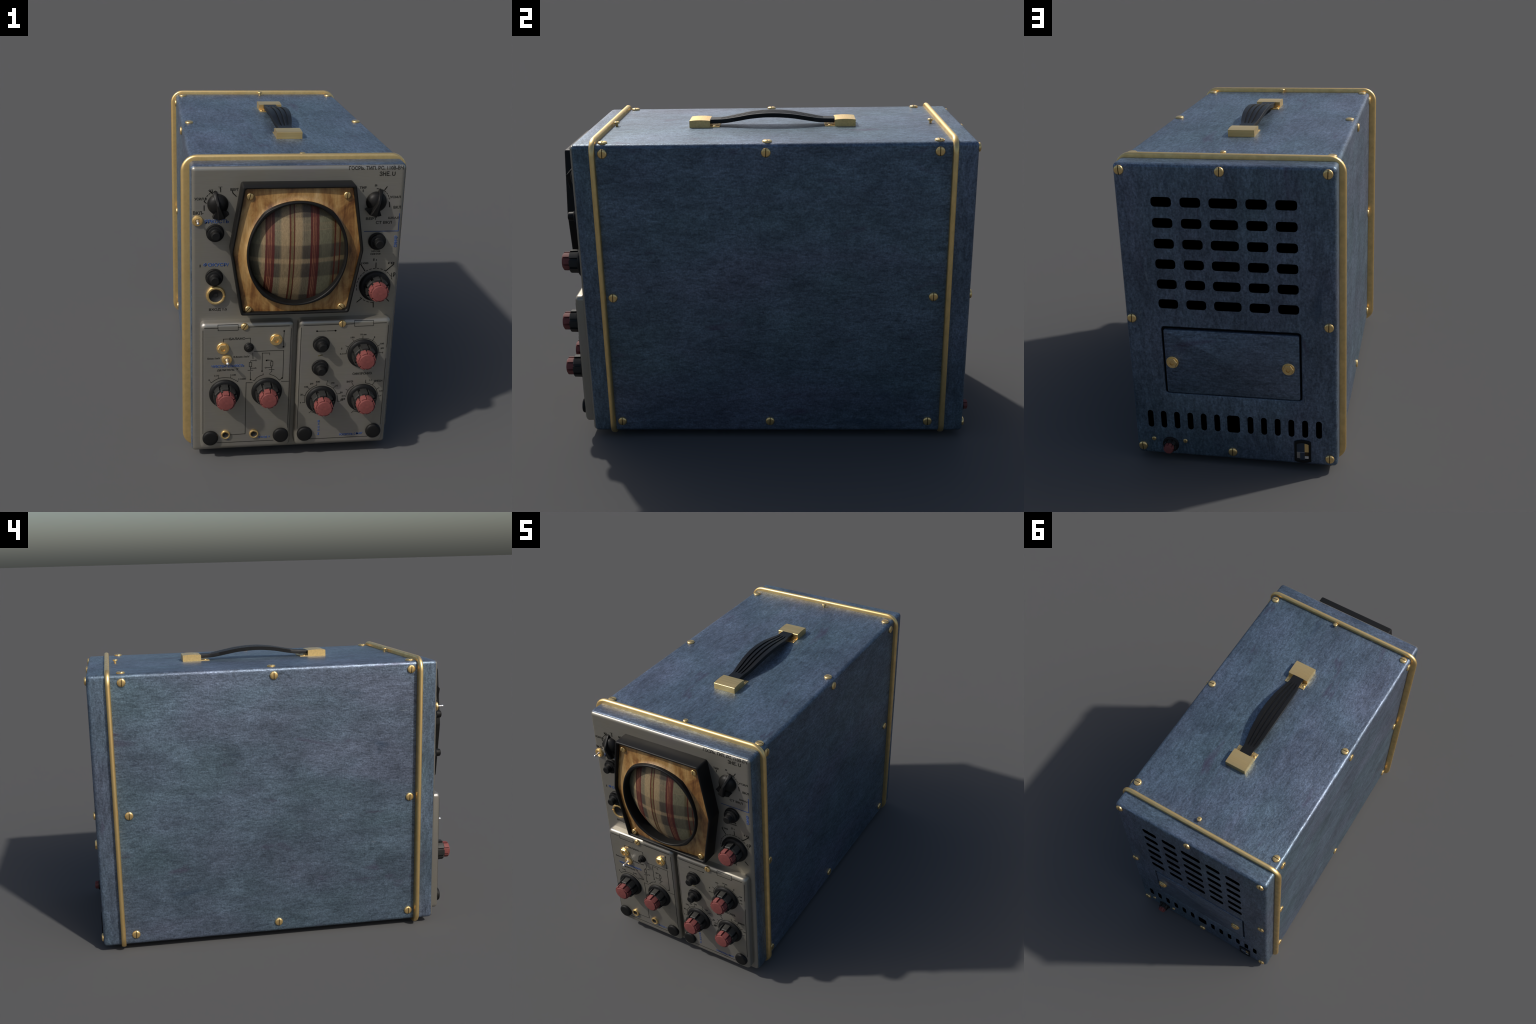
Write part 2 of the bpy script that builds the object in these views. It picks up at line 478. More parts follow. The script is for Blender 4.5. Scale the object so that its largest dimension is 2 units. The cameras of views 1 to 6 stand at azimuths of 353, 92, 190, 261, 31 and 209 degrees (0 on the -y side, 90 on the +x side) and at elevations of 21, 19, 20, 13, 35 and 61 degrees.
# shallow recess for the access door, with an eased rim
bm = bmesh.new()
loft_y(bm, [(YB - 0.024, round_rect(0.005, 0.5325, 0.3185, 0.1680, 0.014, 4)), (YB - 0.007, round_rect(0.005, 0.5325, 0.3185, 0.1680, 0.014, 4)),
            (YB - 0.0025, round_rect(0.005, 0.5320, 0.3205, 0.1702, 0.016, 4)), (YB + 0.0005, round_rect(0.005, 0.5295, 0.3250, 0.1765, 0.020, 4)), (YB + 0.02, round_rect(0.005, 0.5295, 0.3250, 0.1765, 0.020, 4))], True, True)
boolean(rear, add('cutter', mesh_from(bm, 'cutter', M_CAP)))
bm = bmesh.new()
DR = lambda d: round_rect(0.0045, 0.5283, 0.3095 - d, 0.1597 - d, 0.008, 4)
loft_y(bm, [(YB - 0.020, DR(0)), (YB - 0.0018, DR(0)), (YB, DR(0.0008)), (YB + 0.0012, DR(0.0028))], True, True)
door = add('access_door', mesh_from(bm, 'access_door', M_DOOR), scope)
bm = bmesh.new()
box(bm, (-0.3350, YB - 0.0230, 0.3400), (0.3450, YB - 0.0140, 0.7200), 0.001, 1)
add('door_groove_shadow_plate', mesh_from(bm, 'door_groove_shadow_plate', M_GROOVE_SHADOW), door)

# ----------------------------------------------------------------- brass hoops
def hoop(name, yc, x_left, x_right, z_low, z_high, w=0.0245):
    bm = bmesh.new()
    half, bev = w / 2, 0.0112
    D = 0.0260                        # how far the hoop stands off the cabinet
    pts = [(-half, -0.004)] + [(-half + bev * (1 - cos(radians(a))), D - bev * (1 - sin(radians(a)))) for a in (0, 22, 45, 68, 90)]
    pts += [(-x, d) for x, d in pts[::-1]]
    secs = []
    for dy, d in pts:
        t = max(0.0, d) / D
        extra = -0.004 if d < 0 else 0.0
        x0, x1 = CX - HW + (x_left - CX + HW) * t - extra, CX + HW + (x_right - CX - HW) * t + extra
        z0, z1 = ZB + (z_low - ZB) * t - extra, ZT + (z_high - ZT) * t + extra
        secs.append((yc + dy, round_rect((x0 + x1) / 2, (z0 + z1) / 2, (x1 - x0) / 2, (z1 - z0) / 2, RC + 0.004 + 0.050 * t, 7)))
    rings = loft_y(bm, secs)
    n = len(rings[0])
    for i in range(n):
        j = (i + 1) % n
        bm.faces.new((rings[-1][i], rings[-1][j], rings[0][j], rings[0][i]))
    return add(name, mesh_from(bm, name, M_HOOP, 40), scope)
hoop('trim_hoop', YH1, -0.5115, 0.5105, 0.0070, 1.4805)
hoop('trim_hoop', YH2, -0.5035, 0.5090, 0.0100, 1.4785)

# ----------------------------------------------------------------- front panel
PY = -0.8570                          # flat face of the panel
MY = -0.9005                          # flat face of the modules
P_IN, P_D = 0.0185, 0.0120             # rounded border: inset and depth
PHW, PHH = HW - 0.0055, HH - 0.0055
def eased(cx, cz, hw, hh, r, y0, y1, inset, depth, seg=8, start=None):
    secs = [(y0, round_rect(cx, cz, hw, hh, r))] if start is None else start
    for k in range(seg + 1):
        a = radians(90 * k / seg)
        secs.append((y1 + depth * (1 - sin(a)), round_rect(cx, cz, hw - inset * (1 - cos(a)), hh - inset * (1 - cos(a)), max(r - inset * (1 - cos(a)) * 0.5, 0.004))))
    return secs
bm = bmesh.new()
loft_y(bm, eased(CX, CZ, PHW, PHH, 0.014, -0.838, PY, P_IN, P_D), False, True)
panel = add('front_panel', mesh_from(bm, 'front_panel', M_GREY, 40), scope)

MODULES = {'left': (-0.433, -0.0015, 0.066, 0.729), 'right': (0.0195, 0.4555, 0.066, 0.729)}
M_IN, M_D = 0.020, 0.018
def module(name, rect):
    x0, x1, z0, z1 = rect
    bm = bmesh.new()
    loft_y(bm, eased((x0 + x1) / 2, (z0 + z1) / 2, (x1 - x0) / 2, (z1 - z0) / 2, 0.022, PY + 0.004, MY, M_IN, M_D), False, True)
    return add(name, mesh_from(bm, name, M_GREY, 40), scope)
mod_in = module('amplifier_module', MODULES['left'])
mod_sw = module('timebase_module', MODULES['right'])

def depth_at(x, z, region):
    """y of the face (rounded borders included) under a printed mark."""
    if region == 'panel':
        x0, x1, z0, z1 = CX - PHW, CX + PHW, CZ - PHH, CZ + PHH
        y, ins, dep = PY, P_IN, P_D
    else:
        x0, x1, z0, z1 = MODULES[region]
        y, ins, dep = MY, M_IN, M_D
    u = min(x - x0, x1 - x, z - z0, z1 - z)
    if u >= ins:
        return y
    t = 1 - max(u, 0.0) / ins
    return y + dep * (1 - sqrt(max(0.0, 1 - t * t)))

# ----------------------------------------------------------------- printed marks
def stroke(bm, pts, region, w=0.0021, th=0.0007):
    fine = []
    for (xa, za), (xb, zb) in zip(pts, pts[1:]):
        m = max(1, int(math.hypot(xb - xa, zb - za) / 0.005))
        fine += [((xa + (xb - xa) * i / m, za + (zb - za) * i / m), (xa + (xb - xa) * (i + 1) / m, za + (zb - za) * (i + 1) / m)) for i in range(m)]
    for (xa, za), (xb, zb) in fine:
        d = Vector((xb - xa, zb - za))
        if d.length < 1e-6:
            continue
        d.normalize()
        n = Vector((-d.y, d.x)) * w / 2
        a = Vector((xa, za)) - d * w * 0.45
        b = Vector((xb, zb)) + d * w * 0.45
        q = [a + n, a - n, b - n, b + n]
        top = [bm.verts.new((p.x, depth_at(p.x, p.y, region) - th, p.y)) for p in q]
        bot = [bm.verts.new((p.x, depth_at(p.x, p.y, region) + 0.0005, p.y)) for p in q]
        bm.faces.new(top); bm.faces.new(bot[::-1])
        for i in range(4):
            j = (i + 1) % 4
            bm.faces.new((top[i], bot[i], bot[j], top[j]))

def dot(bm, x, z, r, region, seg=10):
    stroke(bm, [(x - r * 0.6, z), (x + r * 0.6, z)], region, 1.6 * r)
    stroke(bm, [(x, z - r * 0.6), (x, z + r * 0.6)], region, 1.4 * r)

def arc(bm, cx, cz, r, a0, a1, region, dash=0, w=0.0020):
    n = max(6, int(abs(a1 - a0) / 6))
    P = [(cx + r * cos(radians(a0 + (a1 - a0) * i / n)), cz + r * sin(radians(a0 + (a1 - a0) * i / n))) for i in range(n + 1)]
    if dash:
        for i in range(0, n, 2):
            stroke(bm, P[i:i + 2], region, w)
    else:
        stroke(bm, P, region, w)

def lettering(bm, text, x, z, width, height, region, angle=0.0, th=0.0007):
    cu = bpy.data.curves.new('txt', 'FONT')
    cu.body = text
    cu.size = 1.0
    cu.align_x = 'LEFT'
    cu.resolution_u = 3
    cu.offset = 0.026
    ob = bpy.data.objects.new('txt', cu)
    COLL.objects.link(ob)
    dg = bpy.context.evaluated_depsgraph_get(); dg.update()
    me = bpy.data.meshes.new_from_object(ob.evaluated_get(dg), depsgraph=dg)
    bpy.data.objects.remove(ob); bpy.data.curves.remove(cu)
    if not me.vertices:
        bpy.data.meshes.remove(me); return
    xs = [v.co.x for v in me.vertices]; ys = [v.co.y for v in me.vertices]
    sx = width / max(1e-6, max(xs) - min(xs)); sy = height / max(1e-6, max(ys) - min(ys))
    mx, my = (max(xs) + min(xs)) / 2, (max(ys) + min(ys)) / 2
    ca, sa = cos(radians(angle)), sin(radians(angle))
    t = bmesh.new(); t.from_mesh(me); bpy.data.meshes.remove(me)
    for v in t.verts:
        v.co = ((v.co.x - mx) * sx, (v.co.y - my) * sy, 0)
    bmesh.ops.triangulate(t, faces=t.faces[:])
    for _ in range(3):
        long = [e for e in t.edges if e.calc_length() > 0.0045]
        if long:
            bmesh.ops.subdivide_edges(t, edges=long, cuts=1)
            bmesh.ops.triangulate(t, faces=t.faces[:])
    geom = bmesh.ops.extrude_face_region(t, geom=t.faces[:])
    for v in t.verts:
        v.tag = False
    for v in (g for g in geom['geom'] if isinstance(g, bmesh.types.BMVert)):
        v.tag = True
    for v in t.verts:
        px, pz = v.co.x, v.co.y
        qx, qz = x + px * ca - pz * sa, z + px * sa + pz * ca
        v.co = (qx, depth_at(qx, qz, region) + (-th if v.tag else 0.0005), qz)
    tmp = bpy.data.meshes.new('t'); t.to_mesh(tmp); t.free()
    bm.from_mesh(tmp); bpy.data.meshes.remove(tmp)

def marks(name, bm, mat, parent):
    bmesh.ops.recalc_face_normals(bm, faces=bm.faces)
    me = bpy.data.meshes.new(name); bm.to_mesh(me); bm.free()
    me.materials.append(mat)
    o = add(name, me, parent)
    o['kind'] = 'stuff'
    return o

# left (amplifier) module: frame lines, circuit sketch, dial scales
bm = bmesh.new(); bb = bmesh.new()
L = 'left'
for p in (
    [(-0.415, 0.708), (-0.354, 0.707)], [(-0.260, 0.707), (-0.246, 0.707)], [(-0.213, 0.708), (-0.024, 0.707)],
    [(-0.354, 0.721), (-0.261, 0.721), (-0.261, 0.694), (-0.353, 0.694), (-0.354, 0.721)],
    [(-0.422, 0.695), (-0.422, 0.154)], [(-0.015, 0.693), (-0.015, 0.169)], [(-0.355, 0.102), (-0.083, 0.102)],
    [(-0.329, 0.634), (-0.329, 0.651), (-0.302, 0.651)], [(-0.227, 0.651), (-0.204, 0.652), (-0.204, 0.628)],
    [(-0.048, 0.682), (-0.049, 0.643)], [(-0.050, 0.638), (-0.049, 0.601)],
    [(-0.185, 0.583), (-0.047, 0.583), (-0.047, 0.441), (-0.063, 0.428)], [(-0.191, 0.575), (-0.190, 0.545)],
    [(-0.112, 0.562), (-0.112, 0.572), (-0.147, 0.573), (-0.146, 0.480)],
    [(-0.180, 0.536), (-0.201, 0.535), (-0.201, 0.527)], [(-0.207, 0.527), (-0.195, 0.526), (-0.195, 0.504), (-0.207, 0.504), (-0.207, 0.527)],
    [(-0.201, 0.504), (-0.201, 0.486)], [(-0.201, 0.497), (-0.180, 0.496)], [(-0.213, 0.486), (-0.189, 0.486)],
    [(-0.201, 0.479), (-0.200, 0.438), (-0.196, 0.435)],
    [(-0.115, 0.535), (-0.101, 0.534), (-0.101, 0.528)], [(-0.106, 0.527), (-0.096, 0.527), (-0.096, 0.504), (-0.107, 0.504), (-0.106, 0.527)],
    [(-0.101, 0.504), (-0.100, 0.475), (-0.107, 0.471)], [(-0.126, 0.496), (-0.101, 0.496)], [(-0.113, 0.486), (-0.089, 0.485)],
    [(-0.141, 0.467), (-0.140, 0.460), (-0.157, 0.454), (-0.171, 0.445), (-0.181, 0.430), (-0.188, 0.431)],
    [(-0.109, 0.467), (-0.109, 0.460), (-0.092, 0.454), (-0.077, 0.443), (-0.063, 0.428)],
    [(-0.387, 0.434), (-0.384, 0.428), (-0.366, 0.441), (-0.346, 0.451), (-0.318, 0.453), (-0.292, 0.449), (-0.273, 0.438), (-0.259, 0.429), (-0.258, 0.434)],
    [(-0.350, 0.457), (-0.349, 0.451)], [(-0.293, 0.457), (-0.293, 0.449)],
    [(-0.016, 0.420), (-0.053, 0.421)], [(-0.190, 0.420), (-0.220, 0.421), (-0.220, 0.145), (-0.293, 0.143)],
):
    stroke(bm, p, L, 0.0022)
for x, z, r in ((-0.048, 0.682, 0.003), (-0.049, 0.601, 0.003), (-0.146, 0.479, 0.0028), (-0.199, 0.437, 0.0028), (-0.050, 0.438, 0.003), (-0.126, 0.534, 0.003)):
    dot(bm, x, z, r, L)
for x, z in ((-0.176, 0.536), (-0.177, 0.496), (-0.130, 0.496), (-0.120, 0.5345)):
    arc(bm, x, z, 0.0030, 0, 360, L, w=0.0012)
for t, x, z, w, h in (('БАЛАНС', -0.2645, 0.651, 0.072, 0.012), ('5mm-1mV', -0.372, 0.554, 0.060, 0.009), ('0.5mm-1mV', -0.244, 0.558, 0.075, 0.009),
                      ('ДЕЛИТЕЛЬ', -0.316, 0.491, 0.081, 0.011), ('У', -0.262, 0.495, 0.010, 0.012), ('0', -0.393, 0.442, 0.006, 0.009),
                      ('1:10', -0.358, 0.464, 0.020, 0.008), ('1:100', -0.281, 0.465, 0.025, 0.008), ('1:1000', -0.239, 0.442, 0.034, 0.008)):
    lettering(bm, t, x, z, w, h, L)
for t, x, z, w, h in (('ЧУВСТВИТЕЛЬНОСТЬ', -0.306, 0.512, 0.152, 0.013), ('ВХОД Y', -0.127, 0.122, 0.057, 0.012), ('~', -0.300, 0.117, 0.009, 0.006)):
    lettering(bb, t, x, z, w, h, L)
marks('printed_lettering', bm, M_INK, mod_in)
marks('blue_lettering', bb, M_BLUEINK, mod_in)

# right (time-base) module
bm = bmesh.new(); bb = bmesh.new(); bo = bmesh.new()
R = 'right'
for p in (
    [(0.043, 0.706), (0.208, 0.706)], [(0.241, 0.706), (0.281, 0.707)], [(0.372, 0.707), (0.433, 0.707)],
    [(0.281, 0.721), (0.371, 0.720), (0.371, 0.694), (0.282, 0.694), (0.281, 0.721)],
    [(0.032, 0.695), (0.032, 0.160)], [(0.445, 0.693), (0.444, 0.579)], [(0.444, 0.520), (0.443, 0.162)], [(0.094, 0.099), (0.382, 0.099)],
    [(0.103, 0.6755), (0.146, 0.675)], [(0.152, 0.675), (0.196, 0.675)],
    [(0.234, 0.553), (0.249, 0.553)], [(0.246, 0.595), (0.257, 0.589)], [(0.277, 0.626), (0.286, 0.617)], [(0.325, 0.643), (0.325, 0.629)],
    [(0.378, 0.627), (0.371, 0.616)], [(0.409, 0.594), (0.399, 0.588)], [(0.408, 0.552), (0.422, 0.553)],
    [(0.051, 0.302), (0.063, 0.302), (0.063, 0.338)], [(0.054, 0.343), (0.063, 0.338)],
    [(0.063, 0.338), (0.070, 0.357), (0.084, 0.373), (0.100, 0.385), (0.117, 0.392), (0.117, 0.401)], [(0.074, 0.383), (0.084, 0.373)],
    [(0.166, 0.404), (0.166, 0.391), (0.183, 0.384), (0.197, 0.373), (0.209, 0.358), (0.217, 0.340)], [(0.207, 0.382), (0.197, 0.373)], [(0.234, 0.343), (0.217, 0.340)],
    [(0.220, 0.333), (0.221, 0.301), (0.236, 0.301)], [(0.086, 0.244), (0.094, 0.251), (0.127, 0.236)],
    [(0.286, 0.398), (0.296, 0.382), (0.281, 0.371), (0.271, 0.358), (0.264, 0.342), (0.261, 0.324)], [(0.260, 0.363), (0.271, 0.358)],
    [(0.353, 0.410), (0.353, 0.394), (0.372, 0.390), (0.387, 0.382), (0.400, 0.371), (0.409, 0.357), (0.418, 0.330)], [(0.397, 0.398), (0.387, 0.382)],
    [(0.422, 0.366), (0.409, 0.357)], [(0.419, 0.320), (0.431, 0.320), (0.435, 0.325)], [(0.294, 0.235), (0.304, 0.244), (0.334, 0.234)],
):
    stroke(bm, p, R, 0.0021)
arc(bm, 0.3285, 0.5525, 0.0785, -2, 180, R)
dot(bm, 0.106, 0.6755, 0.0032, R); dot(bm, 0.193, 0.675, 0.0032, R)
for t, x, z, w, h in (('150', 0.276, 0.637, 0.018, 0.008), ('10 ms', 0.327, 0.651, 0.028, 0.008), ('1', 0.381, 0.635, 0.004, 0.008), ('100', 0.420, 0.600, 0.018, 0.008),
                      ('μs', 0.422, 0.575, 0.014, 0.010), ('1', 0.426, 0.553, 0.003, 0.008), ('0,1', 0.226, 0.553, 0.012, 0.008), ('5', 0.227, 0.581, 0.006, 0.009),
                      ('СИНХРОНИЗ.', 0.335, 0.446, 0.096, 0.013), ('20', 0.046, 0.345, 0.012, 0.009), ('100', 0.067, 0.386, 0.018, 0.009), ('μs', 0.093, 0.401, 0.015, 0.010),
                      ('500', 0.122, 0.411, 0.020, 0.009), ('2', 0.169, 0.411, 0.005, 0.008), ('ms', 0.195, 0.401, 0.015, 0.007), ('10', 0.214, 0.386, 0.010, 0.009),
                      ('50', 0.238, 0.348, 0.013, 0.009), ('200', 0.243, 0.307, 0.014, 0.009), ('1', 0.042, 0.302, 0.003, 0.008), ('ВНУТР', 0.277, 0.405, 0.031, 0.010),
                      ('1:1', 0.376, 0.408, 0.011, 0.009), ('ВНЕШН', 0.416, 0.403, 0.039, 0.010), ('1:10', 0.432, 0.348, 0.016, 0.009), ('ОТ', 0.249, 0.328, 0.015, 0.010),
                      ('СЕТИ', 0.249, 0.312, 0.019, 0.010)):
    lettering(bm, t, x, z, w, h, R)
for t, x, z, w, h in (('В', 0.136, 0.196, 0.009, 0.012), ('Х', 0.136, 0.180, 0.010, 0.011), ('О', 0.137, 0.164, 0.010, 0.012), ('Д', 0.137, 0.148, 0.010, 0.011),
                      ('Z', 0.137, 0.126, 0.011, 0.013), ('УСИЛИТЕЛЬ С', 0.280, 0.116, 0.080, 0.012), ('Ф-33Г', 0.340, 0.118, 0.034, 0.012)):
    lettering(bb, t, x, z, w, h, R)
dot(bb, 0.330, 0.117, 0.004, R)
stroke(bo, [(0.118, 0.5475), (0.127, 0.550), (0.137, 0.551)], R, 0.004)
marks('printed_lettering', bm, M_INK, mod_sw)
marks('blue_lettering', bb, M_BLUEINK, mod_sw)
marks('olive_mark', bo, M_OLIVE, mod_sw)

# upper panel
bm = bmesh.new(); bb = bmesh.new()
U = 'panel'
for p in ([(0.374, 0.990), (0.375, 0.966)], [(0.302, 0.986), (0.324, 0.952)], [(0.458, 0.982), (0.423, 0.950)], [(0.296, 0.797), (0.317, 0.815)],
          [(0.374, 0.795), (0.376, 0.769)], [(0.431, 0.814), (0.448, 0.797)],
          [(-0.414, 1.277), (-0.414, 1.255)], [(-0.414, 1.296), (-0.405, 1.288)], [(-0.393, 1.345), (-0.378, 1.331)], [(-0.342, 1.352), (-0.342, 1.339)],
          [(-0.291, 1.342), (-0.288, 1.332), (-0.274, 1.318)], [(0.291, 1.339), (0.291, 1.330)], [(0.399, 1.352), (0.388, 1.336)], [(0.415, 1.280), (0.417, 1.258)]):
    stroke(bm, p, U, 0.0040)
arc(bm, 0.3745, 0.878, 0.0855, 20, 200, U, 1, 0.0030)
arc(bm, 0.3745, 0.878, 0.0855, 222, 268, U, 1, 0.0030)
arc(bm, -0.3535, 1.284, 0.060, 100, 170, U, 1, 0.0032)
arc(bm, 0.3535, 1.284, 0.060, 10, 90, U, 1, 0.0032)
for t, x, z, w, h in (('ГОСРЬ. ТИП. РС. 110В-ВЧ', 0.344, 1.4385, 0.246, 0.016), ('ЗНЕ. U', 0.396, 1.412, 0.072, 0.021), ('Х5', -0.384, 1.345, 0.018, 0.011), ('Т', -0.344, 1.357, 0.018, 0.010),
                      ('ВЕРТ', -0.282, 1.349, 0.036, 0.013), ('УСИЛ.В', -0.430, 1.308, 0.054, 0.012), ('ВКЛ-', -0.440, 1.244, 0.046, 0.016), ('ВХОД 1:5', -0.351, 0.780, 0.082, 0.015),
                      ('ТИР', 0.290, 1.350, 0.032, 0.011), ('В', 0.348, 1.359, 0.011, 0.009), ('УСИЛ', 0.440, 1.304, 0.050, 0.011), ('ВКЛ', 0.452, 1.256, 0.034, 0.013),
                      ('ВЕРТ', 0.337, 1.204, 0.050, 0.012), ('ШКАЛ', 0.440, 1.206, 0.050, 0.010), ('СТ ВКЛ', 0.396, 1.185, 0.074, 0.014), ('УРОВ', 0.368, 1.047, 0.043, 0.008),
                      ('СИНХР.', 0.369, 1.034, 0.051, 0.009), ('1:', 0.369, 1.006, 0.018, 0.012), ('100', 0.322, 0.990, 0.032, 0.010), ('10', 0.446, 0.988, 0.030, 0.010),
                      ('1Р', 0.460, 0.930, 0.020, 0.022), ('1', -0.432, 0.996, 0.004, 0.013)):
    lettering(bm, t, x, z, w, h, U)
stroke(bb, [(0.309, 1.144), (0.466, 1.143)], U, 0.0032)
stroke(bb, [(0.466, 1.143), (0.466, 1.225)], U, 0.0032)
for t, x, z, w, h, a in (('ЯРКОСТЬ', -0.359, 1.204, 0.108, 0.018, 0), ('ФОКУСР/', -0.360, 1.000, 0.114, 0.018, 0), ('СИНХР', 0.458, 1.093, 0.056, 0.015, 90)):
    lettering(bb, t, x, z, w, h, U, a)
marks('printed_lettering', bm, M_INK, panel)
marks('blue_lettering', bb, M_BLUEINK, panel)

# ----------------------------------------------------------------- screen bezel
BX, BZ = -0.006, 1.0830
def hexa(d, y):
    """Barrel-sided frame outline, shrunk by d."""
    ht, hm, hz = 0.2475 - d, 0.2965 - d * 0.98, 0.3010 - d
    return (y, [(BX + ht, BZ + hz), (BX - ht, BZ + hz), (BX - hm, BZ + 0.001), (BX - ht, BZ - hz), (BX + ht, BZ - hz), (BX + hm, BZ - 0.001)])
def soften(sec, r=0.010, seg=4):
    y, pts = sec
    out = []
    n = len(pts)
    for i, p in enumerate(pts):
        p = Vector(p); a = Vector(pts[i - 1]); b = Vector(pts[(i + 1) % n])
        da, db = (a - p).normalized() * r, (b - p).normalized() * r
        for k in range(seg + 1):
            t = k / seg
            q = (p + da) * (1 - t) ** 2 + p * 2 * t * (1 - t) + (p + db) * t ** 2
            out.append((q.x, q.y))
    return (y, out)
YZ = -0.941
bm = bmesh.new()
loft_y(bm, [soften(hexa(*q)) for q in ((0.0, PY + 0.003), (0.0, YZ + 0.006), (0.0015, YZ + 0.002), (0.005, YZ), (0.0075, YZ), (0.0110, YZ + 0.003), (0.0125, YZ + 0.008), (0.0130, YZ + 0.040))])
bezel = add('screen_bezel', mesh_from(bm, 'screen_bezel', M_BLACK, 40), scope)

# wooden mask with the tube opening
RX, RZ = 0.2255, 0.2440
SX, SZ = -0.0078, 1.0755
def ring_outline(grow, y, n=24, ell=None):
    """four shallow arcs meeting at soft corners on the diagonals"""
    pts = []
    cxn, czn = 0.1515 + grow * 0.7, 0.1935 + grow * 0.7
    rx, rz = RX + grow, RZ + grow
    def sag_arc(a, b, m):
        a, b, m = Vector(a), Vector(b), Vector(m)
        mid = (a + b) / 2
        s = (m - mid).length; c = (b - a).length / 2
        R = (c * c + s * s) / (2 * s)
        cen = m - (m - mid).normalized() * R
        a0 = math.atan2(a.y - cen.y, a.x - cen.x); a1 = math.atan2(b.y - cen.y, b.x - cen.x)
        d = (a1 - a0 + pi) % (2 * pi) - pi
        return [(cen.x + R * cos(a0 + d * i / n), cen.y + R * sin(a0 + d * i / n)) for i in range(n)]
    for a, b, m in (((cxn, -czn), (cxn, czn), (rx, 0)), ((cxn, czn), (-cxn, czn), (0, rz)), ((-cxn, czn), (-cxn, -czn), (-rx, 0)), ((-cxn, -czn), (cxn, -czn), (0, -rz))):
        pts += sag_arc(a, b, m)
    if ell:
        pts = [(ell[0] * cos(t), ell[1] * sin(t)) for t in (math.atan2(z / RZ, x / RX) for x, z in pts)]
    return (y, [(SX + x, SZ + z) for x, z in pts])
WY = -0.9215
# the plate swells forward from its corners to meet the ring
LIP = -0.9580
bm = bmesh.new()
hx = hexa(0.0118, WY)[1]
def hex_reach(ang):
    d = Vector((cos(ang), sin(ang)))
    best = 9.0
    for i, p in enumerate(hx):
        p = Vector(p) - Vector((SX, SZ)); q = Vector(hx[(i + 1) % 6]) - Vector((SX, SZ)); e = q - p
        den = d.x * e.y - d.y * e.x
        if abs(den) > 1e-9:
            t = (p.x * e.y - p.y * e.x) / den
            u = (p.x * d.y - p.y * d.x) / den
            if t > 0 and -1e-6 <= u <= 1 + 1e-6:
                best = min(best, t)
    return best
angs = sorted([2 * pi * k / 180 for k in range(180)] + [math.atan2(z - SZ, x - SX) % (2 * pi) for x, z in hx])
def wood_y(s):
    return WY + 0.0015 - 0.0105 * min(1.0, s * 1.25) - 0.0170 * max(0.0, (s - 0.74) / 0.26) ** 2
rows = []
for k in range(15):
    s_ = k / 14
    row = []
    for an in angs:
        ro = hex_reach(an)
        ri = min(0.2190 * 0.2375 / sqrt((0.2375 * cos(an)) ** 2 + (0.2190 * sin(an)) ** 2), ro - 0.004)
        span = ro - ri
        r = ro + (ri - ro) * s_
        near = 1 - min(1.0, (r - ri) / 0.095)          # 1 at the ring, 0 far out in the corners
        row.append(bm.verts.new((SX + r * cos(an), wood_y(near), SZ + r * sin(an))))
    rows.append(row)
for r0, r1 in zip(rows, rows[1:]):
    for i in range(len(angs)):
        j = (i + 1) % len(angs)
        bm.faces.new((r0[i], r0[j], r1[j], r1[i]))
bk = [[bm.verts.new((v.co.x, -0.885, v.co.z)) for v in row] for row in (rows[0], rows[-1])]
for i in range(len(angs)):
    j = (i + 1) % len(angs)
    bm.faces.new((rows[0][i], rows[0][j], bk[0][j], bk[0][i]))
    bm.faces.new((rows[-1][i], rows[-1][j], bk[1][j], bk[1][i]))
    bm.faces.new((bk[0][i], bk[0][j], bk[1][j], bk[1][i]))
wood = add('wooden_mask', mesh_from(bm, 'wooden_mask', M_WOOD, 40), scope)

bm = bmesh.new()
IX, IZ = 0.2150, 0.2330
loft_y(bm, [ring_outline(0, WY + 0.02), ring_outline(0, LIP + 0.0075), ring_outline(-0.0010, LIP + 0.0032), ring_outline(-0.0036, LIP + 0.0005), ring_outline(-0.0052, LIP),
            ring_outline(0, LIP, 24, (IX + 0.0040, IZ + 0.0040)), ring_outline(0, LIP + 0.0010, 24, (IX + 0.0022, IZ + 0.0022)), ring_outline(0, LIP + 0.0045, 24, (IX + 0.0004, IZ + 0.0004)),
            ring_outline(0, LIP + 0.010, 24, (IX, IZ)), ring_outline(0, -0.862, 24, (IX, IZ))])
ring = add('screen_ring', mesh_from(bm, 'screen_ring', M_BLACK, 40), scope)

bm = bmesh.new()
DOME_E, DOME_A = -0.9165, -0.9690      # y of the dome edge and apex
nr, na = 28, 96
rings = []
for i in range(nr + 1):
    f = i / nr
    y = DOME_A + (DOME_E - DOME_A) * f ** 2
    if i == 0:
        rings.append([bm.verts.new((SX, y, SZ))])
    else:
        # the lower left rim of the glass sits deeper in its collar
        rings.append([bm.verts.new((SX + (IX + 0.003) * f * cos(2 * pi * k / na),
                                    y + (0.020 * max(0.0, cos(2 * pi * k / na - radians(228))) ** 2 - 0.009 * max(0.0, cos(2 * pi * k / na - radians(-40)))) * max(0.0, (f - 0.66) / 0.34) ** 1.5,
                                    SZ + (IZ + 0.003) * f * sin(2 * pi * k / na))) for k in range(na)])
for a, b in zip(rings, rings[1:]):
    for k in range(na):
        j = (k + 1) % na
        bm.faces.new((a[0], b[k], b[j]) if len(a) == 1 else (a[k], b[k], b[j], a[j]))
back = [bm.verts.new((v.co.x, -0.863, v.co.z)) for v in rings[-1]]
for k in range(na):
    j = (k + 1) % na
    bm.faces.new((rings[-1][k], back[k], back[j], rings[-1][j]))
bm.faces.new(back)
screen = add('screen', mesh_from(bm, 'screen', M_PLAID, 60), scope)

